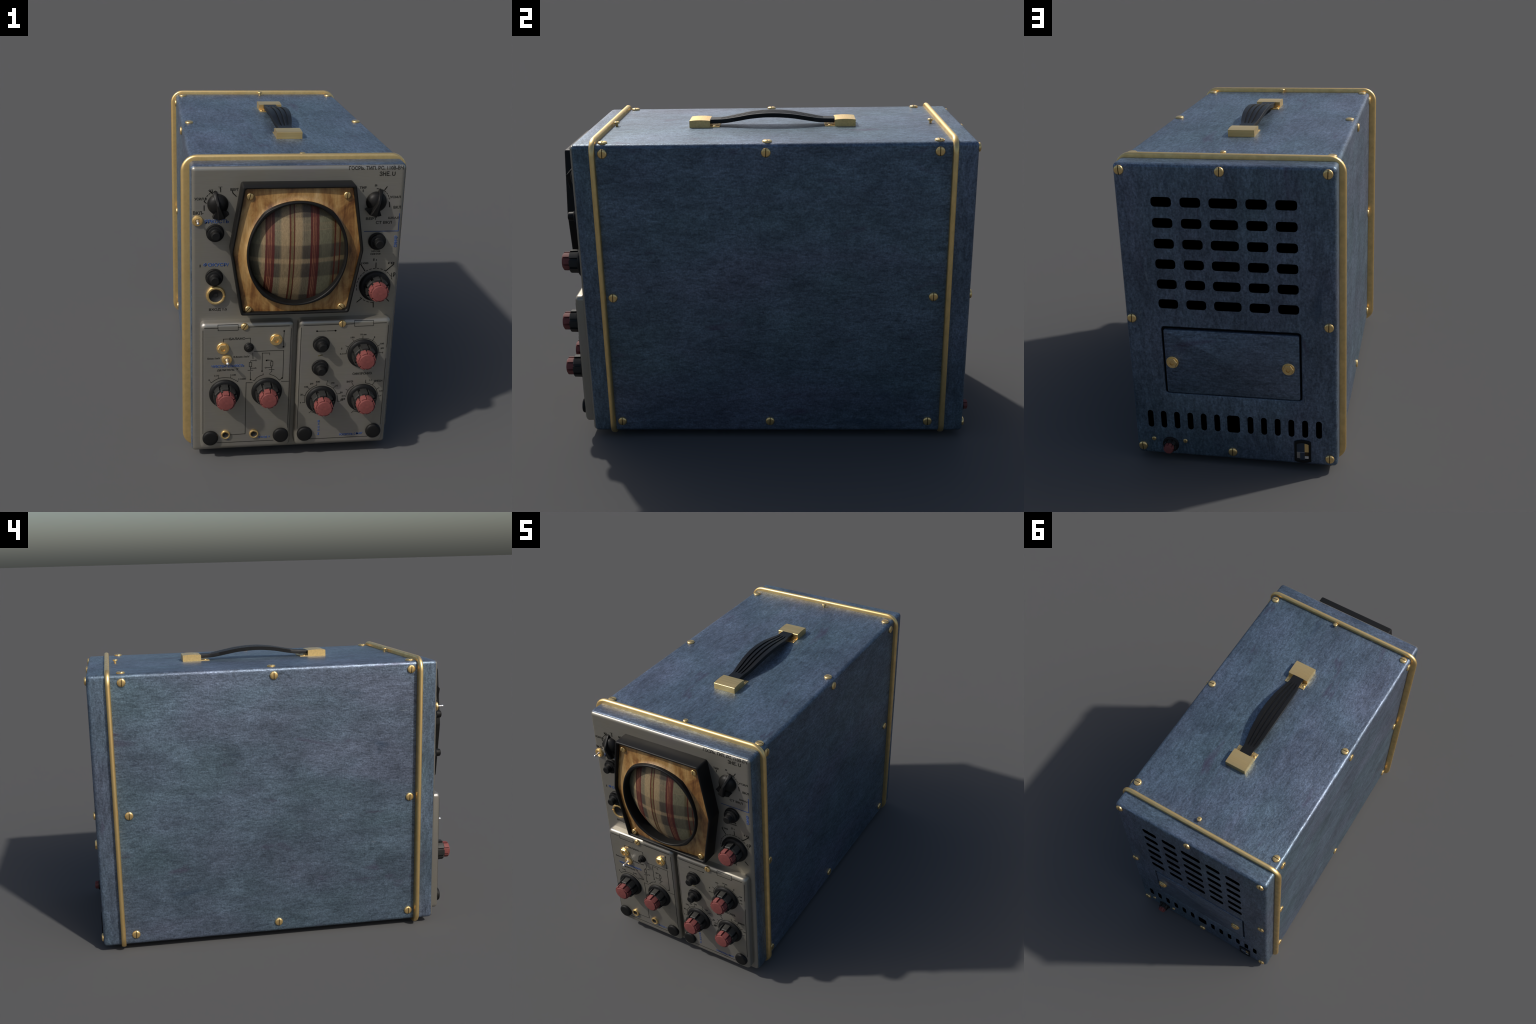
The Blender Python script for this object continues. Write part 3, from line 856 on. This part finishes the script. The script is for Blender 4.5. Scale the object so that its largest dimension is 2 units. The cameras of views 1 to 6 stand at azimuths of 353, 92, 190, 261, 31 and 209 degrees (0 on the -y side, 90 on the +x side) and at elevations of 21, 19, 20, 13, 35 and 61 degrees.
# ----------------------------------------------------------------- screws
def slotted(name, r, h, slot_w, slot_d, mat, stem=0.0):
    bm = bmesh.new()
    prof = [(0, -0.004 - stem), (r * 0.45, -0.004 - stem), (r * 0.45, -0.001), (r * 0.94, -0.001)] if stem else [(0, -0.004), (r * 0.97, -0.004)]
    prof += [(r, h * 0.12), (r, h * 0.42), (r * 0.965, h * 0.62), (r * 0.88, h * 0.80), (r * 0.74, h * 0.92), (r * 0.5, h * 0.985), (0, h)]
    lathe(bm, prof, 40)
    o = add('tmp', mesh_from(bm, name, mat))
    bm = bmesh.new()
    box(bm, (-slot_w / 2, -r * 1.3, h - slot_d), (slot_w / 2, r * 1.3, h + 0.02))
    boolean(o, add('cutter', mesh_from(bm, 'cutter', M_SLOT, 0)))
    me = o.data
    me.name = name
    bpy.data.objects.remove(o)
    finish(me, 35)
    return me
BIG = slotted('screw', 0.0212, 0.0098, 0.0036, 0.0052, M_SCREW)
SMALL = slotted('small_screw', 0.0160, 0.0080, 0.0030, 0.0042, M_SCREW)
POST = slotted('post_screw', 0.0135, 0.0085, 0.0024, 0.0040, M_SCREW, 0.02)

def screw(me, parent, name='screw', **kw):
    return add(name, me, parent, at(**kw))
XR, XL = CX + HW, CX - HW
for x, orient in ((XR, RIGHT), (XL, LEFT)):
    for y, z in ((-0.710, 1.4155), (0.0125, 1.4155), (0.7740, 1.4145), (-0.710, 0.7335), (0.7745, 0.7335), (-0.710, 0.0870), (0.0125, 0.0870), (0.7740, 0.0870)):
        screw(BIG, cabinet, x=x, y=y, z=z, orient=orient, spin=random.uniform(-3, 3))
for x in (0.4508, -0.4343):
    for y in (-0.7124, 0.0176, 0.7745):
        screw(BIG, cabinet, x=x, y=y, z=ZT, spin=90 + random.uniform(-4, 4))
for x, y in ((0.0359, -0.7255), (0.0342, 0.7945)):
    screw(POST, cabinet, x=x, y=y, z=1.4700, spin=90)
for x, z in ((0.4560, 1.4255), (0.0185, 1.4260), (-0.4377, 1.4252), (0.4560, 0.7368), (-0.4380, 0.7372), (0.4560, 0.0712), (0.0185, 0.0722), (-0.4378, 0.0717)):
    screw(BIG, rear, x=x, y=YB, z=z, orient=BACK, spin=random.uniform(-3, 3))
for x, z in ((0.400, 0.1130), (0.2470, 0.1120)):
    screw(SMALL, rear, x=x, y=YB, z=z, orient=BACK, spin=2, scale=0.66)
for x, z, a in ((-0.2214, 1.3370, -15), (0.2048, 1.3365, -4), (-0.2200, 0.8080, -40), (0.2044, 0.8085, 48)):
    screw(SMALL, wood, x=x, y=WY - 0.0015, z=z, orient=FRONT, spin=a)
for x, z, a, p in ((-0.2312, 0.7105, -35, mod_in), (0.2233, 0.7100, 0, mod_sw)):
    screw(SMALL, p, x=x, y=depth_at(x, z, 'left' if x < 0 else 'right') + 0.0005, z=z, orient=FRONT, spin=a, scale=1.05)

# ----------------------------------------------------------------- terminals and nuts
def hex_terminal():
    bm = bmesh.new()
    lathe(bm, [(0, -0.003), (0.0280, -0.003), (0.0290, 0.0), (0.0290, 0.0045), (0.0275, 0.0065), (0.0, 0.0065)], 48)
    rings = []
    for r, h in ((0.0252, 0.006), (0.0252, 0.0125), (0.0232, 0.0150)):
        rings.append([bm.verts.new((r * cos(pi / 6 + k * pi / 3), r * sin(pi / 6 + k * pi / 3), h)) for k in range(6)])
    for a, b in zip(rings, rings[1:]):
        for k in range(6):
            bm.faces.new((a[k], a[(k + 1) % 6], b[(k + 1) % 6], b[k]))
    seg = 36
    ri = [bm.verts.new((0.0098 * cos(2 * pi * k / seg), 0.0098 * sin(2 * pi * k / seg), 0.0150)) for k in range(seg)]
    for k in range(6):
        a = k * 6 + 3
        fan = [ri[(a + m) % seg] for m in range(7)]
        bm.faces.new([rings[-1][k], rings[-1][(k + 1) % 6]] + fan[::-1])
    rd = [bm.verts.new((v.co.x, v.co.y, 0.0085)) for v in ri]
    for k in range(seg):
        bm.faces.new((ri[k], ri[(k + 1) % seg], rd[(k + 1) % seg], rd[k]))
    bm.faces.new(rd)
    lathe(bm, [(0.0, 0.0080), (0.0085, 0.0080), (0.0085, 0.0115), (0.0070, 0.0125), (0.0, 0.0130)], 24)
    me = mesh_from(bm, 'terminal_nut', M_SCREW, 28)
    o = add('tmp', me)
    bm = bmesh.new(); box(bm, (-0.0014, -0.02, 0.0102), (0.0014, 0.02, 0.0145))
    bmesh.ops.scale(bm, vec=(1, 0.42, 1), verts=bm.verts)
    c = add('cutter', mesh_from(bm, 'cutter', M_SCREW, 0))
    boolean(o, c)
    me = o.data; me.name = 'terminal_nut'
    bpy.data.objects.remove(o)
    finish(me, 28)
    return me
NUT = hex_terminal()
for x, z, a in ((-0.3300, 0.6045, -28), (-0.0840, 0.6400, -28)):
    add('terminal_nut', NUT, mod_in, at(x, MY, z, FRONT, a))
for x, z, a in ((0.2810, 0.5258, -25), (-0.2550, 0.5250, -25)):
    add('terminal_nut', NUT, door, at(x, YB + 0.0010, z, BACK, a))

# ----------------------------------------------------------------- knobs
def fluted(bm, r_out, r_in, h0, h1, lobes=8, gap=11.0, dome=0.0, mat=0, taper=0.0, disc=0.0):
    """Prism of raised lobes parted by square notches, with a raised crown."""
    ang = []
    step = 360 / lobes
    for k in range(lobes):
        c0 = 90 - step / 2 + k * step
        ang += [(c0 + gap / 2, r_in), (c0 + gap / 2, r_out), (c0 + step * 0.5, r_out * 0.985), (c0 + step - gap / 2, r_out), (c0 + step - gap / 2, r_in)]
    def ring(s, h, flat=None):
        return [bm.verts.new(((flat or r * s) * cos(radians(a)), (flat or r * s) * sin(radians(a)), h)) for a, r in ang]
    lip = 0.0055 if disc else 0.0
    rs = [ring(1.0, h0), ring(1.0 - taper, h1 - lip - 0.003), ring(0.965 - taper, h1 - lip)]
    d = disc or r_in * 0.9
    rs += [ring(0, h1 - lip, d), ring(0, h1 - 0.0012, d * 0.985), ring(0, h1, d * 0.94), ring(0, h1 + dome, d * 0.5)]
    n = len(ang)
    for a, b in zip(rs, rs[1:]):
        for i in range(n):
            f = bm.faces.new((a[i], a[(i + 1) % n], b[(i + 1) % n], b[i])); f.material_index = mat
    bm.faces.new(rs[-1]).material_index = mat

bm = bmesh.new()
lathe(bm, [(0, -0.009), (0.0728, -0.009), (0.0728, 0.0), (0.0728, 0.004), (0.0712, 0.0085), (0.0665, 0.0125), (0.0600, 0.0145), (0, 0.0148)], 64)
skirt = mesh_from(bm, 'knob_skirt', M_RUBBER, 40)
bm = bmesh.new(); fluted(bm, 0.0565, 0.0460, 0.012, 0.0560, gap=13, taper=0.02)
grip = mesh_from(bm, 'rotary_knob', M_KNOB, 28)
bm = bmesh.new(); fluted(bm, 0.0445, 0.0370, 0.0540, 0.0930, gap=12, dome=0.0016, disc=0.0365)
cap = mesh_from(bm, 'knob_cap', M_RED, 28)
def rotary(x, y, z, parent, orient, spin_g, spin_c, s=1.0):
    k = add('rotary_knob', grip, parent, at(x, y, z, orient, spin_g, s))
    add('knob_skirt', skirt, parent, at(x, y, z, orient, 0, s))
    add('knob_cap', cap, parent, at(x, y, z, orient, spin_c, s))
for x, z, sc in ((-0.3205, 0.3690, 0), (-0.1215, 0.3710, 12)):
    rotary(x, MY, z, mod_in, FRONT, 3, sc)
for x, z, sc in ((0.1405, 0.3155, 22), (0.3415, 0.3165, 20), (0.3287, 0.5535, 20)):
    rotary(x, MY, z, mod_sw, FRONT, 3, sc)
rotary(0.3745, PY - 0.007, 0.8780, panel, FRONT, 6, 18)

# stepped fine-control knobs with a knurled shoulder
bm = bmesh.new()
lathe(bm, [(0, -0.008), (0.0400, -0.008), (0.0400, 0.0), (0.0400, 0.006), (0.0385, 0.0085), (0.0365, 0.0090)], 56)
kn = 44
prev = None
for s, h in ((1.0, 0.0090), (1.0, 0.0180), (0.965, 0.0200)):
    cur = [bm.verts.new(((0.0365 if i % 2 else 0.0345) * s * cos(pi * i / kn), (0.0365 if i % 2 else 0.0345) * s * sin(pi * i / kn), h)) for i in range(2 * kn)]
    if prev:
        for i in range(2 * kn):
            j = (i + 1) % (2 * kn)
            bm.faces.new((prev[i], prev[j], cur[j], cur[i]))
    prev = cur
bm.faces.new(prev)
lathe(bm, [(0.0345, 0.0200), (0.0325, 0.0212), (0.0262, 0.0218), (0.0250, 0.0250), (0.0222, 0.0262), (0.0212, 0.0275), (0.0200, 0.0480), (0.0185, 0.0515), (0.0160, 0.0530), (0, 0.0530)], 40)
STEP = mesh_from(bm, 'fine_knob', M_KNOB, 30)
STEP.materials[0] = M_RUBBER
for x, z, p, y in ((-0.3655, 1.1520, panel, PY - 0.006), (-0.3685, 0.9410, panel, PY - 0.006), (0.3700, 1.0975, panel, PY - 0.005), (0.1285, 0.6095, mod_sw, MY), (0.1285, 0.4875, mod_sw, MY)):
    add('fine_knob', STEP, p, at(x, y, z, FRONT, random.uniform(0, 8)))
bm = bmesh.new()
lathe(bm, [(0, -0.003), (0.0215, -0.003), (0.0228, 0), (0.0228, 0.006), (0.0205, 0.0085), (0.0190, 0.0090), (0.0175, 0.0150), (0.0140, 0.0180), (0.0122, 0.0190), (0.0115, 0.0270), (0.0095, 0.0285), (0, 0.0285)], 36)
add('balance_knob', mesh_from(bm, 'balance_knob', M_BLACK, 30), mod_in, at(-0.2105, MY, 0.6055, FRONT))

# pointer knobs: low dome, bar across it, flared tail
def pointer():
    bm = bmesh.new()
    R = 0.0465
    lathe(bm, [(0, -0.003), (R, -0.003), (R, 0.005)] + [(R * cos(radians(a)), 0.005 + 0.030 * sin(radians(a))) for a in (12, 25, 38, 50, 62, 74, 82)] + [(0, 0.0353)], 56)
    # bar: station along y, half width at foot and crest, crest height
    st = [(0.0590, 0.0095, 0.0085, 0.004), (0.0575, 0.0105, 0.0085, 0.009), (0.0400, 0.0110, 0.0075, 0.0265), (0.0200, 0.0115, 0.0065, 0.0440), (0.0090, 0.0120, 0.0060, 0.0530), (0.0030, 0.0122, 0.0060, 0.0545),
          (-0.0150, 0.0140, 0.0085, 0.0530), (-0.0380, 0.0165, 0.0125, 0.0500), (-0.0530, 0.0185, 0.0155, 0.0475), (-0.0580, 0.0190, 0.0165, 0.0455), (-0.0595, 0.0190, 0.0170, 0.0420)]
    rs = [[bm.verts.new(q) for q in ((-f, y, -0.002), (f, y, -0.002), (c + (f - c) * 0.12, y, h * 0.92), (c * 0.7, y, h), (-c * 0.7, y, h), (-c - (f - c) * 0.12, y, h * 0.92))] for y, f, c, h in st]
    for a, b in zip(rs, rs[1:]):
        for i in range(6):
            bm.faces.new((a[i], a[(i + 1) % 6], b[(i + 1) % 6], b[i]))
    bm.faces.new(rs[0]); bm.faces.new(rs[-1])
    # flared tail: a ring sector with square ends
    arc_o = [(-0.0610 * sin(radians(t)), -0.0610 * cos(radians(t))) for t in range(-38, 39, 4)]
    arc_i = [(-0.0300 * sin(radians(t)), -0.0300 * cos(radians(t))) for t in range(38, -39, -19)]
    out = arc_o + arc_i
    lo = [bm.verts.new((x, y, -0.002)) for x, y in out]
    hi = [bm.verts.new((x * 0.985, y * 0.985, 0.0330)) for x, y in out]
    n = len(lo)
    for i in range(n):
        j = (i + 1) % n
        bm.faces.new((lo[i], lo[j], hi[j], hi[i]))
    bm.faces.new(hi); bm.faces.new(lo[::-1])
    return mesh_from(bm, 'pointer_knob', M_BLACK, 30)
PTR = pointer()
add('pointer_knob', PTR, panel, at(-0.3540, PY, 1.2830, FRONT, 14))
add('pointer_knob', PTR, panel, at(0.3540, PY, 1.2840, FRONT, -19))

# toggle switches
bm = bmesh.new()
lathe(bm, [(0, -0.003), (0.0232, -0.003), (0.0245, 0.0), (0.0245, 0.0050), (0.0228, 0.0080), (0.0185, 0.0095), (0.0178, 0.0085), (0.0165, 0.0085), (0.0158, 0.0100), (0.0125, 0.0105), (0.0112, 0.0090), (0.0105, 0.0040), (0, 0.0040)], 44)
BUSH = mesh_from(bm, 'toggle_bushing', M_BRASS, 35)
bm = bmesh.new()
lathe(bm, [(0, 0.003), (0.0092, 0.003), (0.0092, 0.0085), (0.0074, 0.0125), (0.0054, 0.0170), (0.0048, 0.0270), (0.0056, 0.0370), (0.0072, 0.0420), (0.0072, 0.0460), (0.0056, 0.0500), (0.0030, 0.0520), (0, 0.0525)], 28)
LEV = mesh_from(bm, 'toggle_lever', M_CHROME, 50)
for x, z, y, p, tilt, s in ((-0.4430, 1.2085, PY, panel, 2, 0.85), (-0.3115, 0.5470, MY, mod_in, 3, 1.0)):
    add('toggle_bushing', BUSH, p, at(x, y, z, FRONT))
    add('toggle_lever', LEV, p, Matrix.Translation((x, y, z)) @ Matrix.Rotation(radians(tilt), 4, 'Y') @ FRONT @ Matrix.Scale(s, 4))

# sockets
def socket(name, ro, ri, h, floor, notch=False):
    bm = bmesh.new()
    lathe(bm, [(ri * 1.0, -0.0035), (ro * 0.97, -0.0035), (ro, 0.0), (ro, h * 0.55), (ro * 0.955, h * 0.9), (ro * 0.9, h), (ri * 1.12, h), (ri * 1.02, h * 0.9), (ri, h * 0.7), (ri, -0.0035)], 56)
    a = mesh_from(bm, name, M_BRASS, 35)
    if notch:
        o = add('tmp', a)
        bm = bmesh.new(); box(bm, (-ro * 1.2, -0.0016, h - 0.003), (ro * 1.2, 0.0016, h + 0.01))
        boolean(o, add('cutter', mesh_from(bm, 'cutter', M_BRASS, 0)))
        a = o.data; a.name = name; bpy.data.objects.remove(o)
    bm = bmesh.new()
    lathe(bm, [(0, -0.002), (ri * 1.01, -0.002), (ri * 1.01, h * 0.62), (ri * 0.92, h * 0.5), (ri * 0.45, 0.0015), (ri * 0.30, 0.0012), (ri * 0.28, 0.0035), (ri * 0.12, 0.0040), (0, 0.0020)], 40)
    return a, mesh_from(bm, 'socket_insert', M_SOCKET, 35)
S1, I1 = socket('brass_socket', 0.0222, 0.0150, 0.0085, 0)
S2, I2 = socket('input_socket', 0.0440, 0.0315, 0.0150, 0, True)
for nm, a, b, x, z, y, p in (('brass_socket', S1, I1, -0.3145, 0.1465, MY, mod_in), ('brass_socket', S1, I1, -0.1782, 0.1450, MY, mod_in), ('input_socket', S2, I2, -0.3614, 0.8535, PY, panel)):
    add(nm, a, p, at(x, y, z, FRONT, -4))
    add('socket_insert', b, p, at(x, y, z, FRONT))

# rubber bumpers
bm = bmesh.new()
lathe(bm, [(0, -0.004), (0.0360, -0.004), (0.0375, 0.0), (0.0375, 0.0070), (0.0362, 0.0110), (0.0335, 0.0140), (0.0280, 0.0155), (0.0140, 0.0162), (0, 0.0163)], 48)
FOOT = mesh_from(bm, 'rubber_bumper', M_RUBBER, 50)
for x, p in ((-0.3868, mod_in), (-0.0488, mod_in), (0.0684, mod_sw), (0.4065, mod_sw)):
    add('rubber_bumper', FOOT, p, at(x, MY + 0.0, 0.1322, FRONT, 0, 1.0))

# ----------------------------------------------------------------- carrying handle
HX = 0.0345
bm = bmesh.new()
# strap: crest stations along y (y, top z), thickness 20 mm, three grooves along the top
ctrl = [(-0.300, 1.4880), (-0.267, 1.4880), (-0.207, 1.4890), (-0.140, 1.5010), (-0.075, 1.5140), (-0.008, 1.5205), (0.030, 1.5212), (0.064, 1.5205), (0.132, 1.5145), (0.200, 1.5020), (0.270, 1.4890), (0.330, 1.4880), (0.362, 1.4880)]
def top_at(y):
    for (a, za), (b, zb) in zip(ctrl, ctrl[1:]):
        if a <= y <= b:
            return za + (zb - za) * (y - a) / (b - a)
    return ctrl[-1][1]
ys = [-0.300 + 0.662 * i / 48 for i in range(49)]
def grooves(y):
    return -0.207 < y < 0.272
secs = []
for y in ys:
    zt = sum(top_at(min(max(y + d, -0.3), 0.362)) for d in (-0.02, -0.01, 0, 0.01, 0.02)) / 5
    swell = max(0.0, 1 - ((y - 0.0325) / 0.245) ** 2)
    hw = 0.0345 + 0.0215 * swell ** 0.85
    gd = 0.0060 if grooves(y) else 0.0
    row = [(-1, -0.020), (-1, -0.0015), (-0.97, 0.0)]
    for c in (-0.46, 0.0, 0.46):
        row += [(c - 0.105, 0.0), (c - 0.075, -gd), (c + 0.075, -gd), (c + 0.105, 0.0)]
    row += [(0.97, 0.0), (1, -0.0015), (1, -0.020)]
    secs.append([bm.verts.new((HX - 0.003 + 0.004 * swell + a * hw, y, zt + b)) for a, b in row])
n = len(secs[0])
for a, b in zip(secs, secs[1:]):
    for i in range(n):
        j = (i + 1) % n
        bm.faces.new((a[i], a[j], b[j], b[i]))
bm.faces.new(secs[0]); bm.faces.new(secs[-1])
handle = add('handle_strap', mesh_from(bm, 'handle_strap', M_STRAP, 40), scope)
for y0, y1, t0, t1 in ((-0.3645, -0.2655, -0.266, -0.2205), (0.3315, 0.4310, 0.2850, 0.332)):
    bm = bmesh.new()
    prof = [(y0, ZT - 0.004), (y0, 1.4870), (y0 + 0.0010, 1.4880)]
    for k in range(1, 12):
        t = -1 + 2 * k / 12
        prof.append(((y0 + y1) / 2 + t * (y1 - y0) / 2, 1.4915 - 0.0034 * t * t))
    prof += [(y1 - 0.0010, 1.4880), (y1, 1.4870), (y1, ZT - 0.004)]
    ends = [[bm.verts.new((HX + sx * 0.063, y, z)) for y, z in prof] for sx in (-1, 1)]
    for i in range(len(prof)):
        j = (i + 1) % len(prof)
        bm.faces.new((ends[0][i], ends[0][j], ends[1][j], ends[1][i]))
    bm.faces.new(ends[0]); bm.faces.new(ends[1][::-1])
    add('handle_block', mesh_from(bm, 'handle_block', M_BLOCK, 30), handle)
    bm = bmesh.new()
    box(bm, (HX - 0.063, t0, ZT - 0.003), (HX + 0.063, t1, ZT + 0.0045), 0.0010, 1)
    add('handle_tab', mesh_from(bm, 'handle_tab', M_SCREW, 30), handle)
    for sx in (-0.0515, 0.0515):
        add('tab_screw', SMALL, handle, at(HX + sx, (t0 + t1) / 2, ZT + 0.0042, None, 90, 0.52))

# ----------------------------------------------------------------- back fittings
rotary(0.3190, YB, 0.0885, rear, BACK, 0, 22, 0.54)
# mains inlet: black bulged frame, metal pocket with a pin inside
def bulged(hw, hh, bow, y, n=8):
    pts = []
    for i in range(n + 1):
        t = -1 + 2 * i / n
        pts.append((-0.313 - hw * t, 0.104 + hh - bow * t * t))
    for i in range(n + 1):
        t = -1 + 2 * i / n
        pts.append((-0.313 + hw * t, 0.104 - hh + bow * t * t))
    return (y, pts)
bm = bmesh.new()
loft_y(bm, [bulged(0.0385, 0.0600, 0.009, YB - 0.004), bulged(0.0385, 0.0600, 0.009, YB + 0.006), bulged(0.0370, 0.0585, 0.009, YB + 0.008), bulged(0.0305, 0.0470, 0.008, YB + 0.008),
            bulged(0.0290, 0.0455, 0.008, YB + 0.006), bulged(0.0285, 0.0448, 0.008, YB - 0.010)])
inlet = add('mains_inlet', mesh_from(bm, 'mains_inlet', M_RUBBER, 35), scope)
bm = bmesh.new()
loft_y(bm, [bulged(0.0290, 0.0455, 0.008, YB + 0.005), bulged(0.0290, 0.0455, 0.008, YB + 0.0012)], False, True)
add('inlet_plate', mesh_from(bm, 'inlet_plate', M_SLATE, 30), inlet)
for nm, mt, x0, x1, z0, z1, h in (('contact_pin', M_SLATE, -0.3215, -0.3015, 0.0605, 0.0990, 0.0062), ('inlet_pale_edge', M_STEEL, -0.3222, -0.3002, 0.0600, 0.1006, 0.0054),
                                  ('inlet_grey_patch', M_STEEL, -0.3002, -0.2850, 0.0660, 0.1000, 0.0040), ('inlet_brassy_patch', M_BRASS, -0.3410, -0.3215, 0.1006, 0.1450, 0.0040),
                                  ('inlet_bright_patch', M_CHROME, -0.3405, -0.3222, 0.0660, 0.0790, 0.0040), ('inlet_brassy_patch', M_SLOT, -0.3408, -0.3222, 0.0790, 0.1006, 0.0030)):
    bm = bmesh.new()
    box(bm, (x0, YB - 0.003, z0), (x1, YB + h, z1), 0.0006, 1)
    add(nm, mesh_from(bm, nm, mt, 30), inlet)
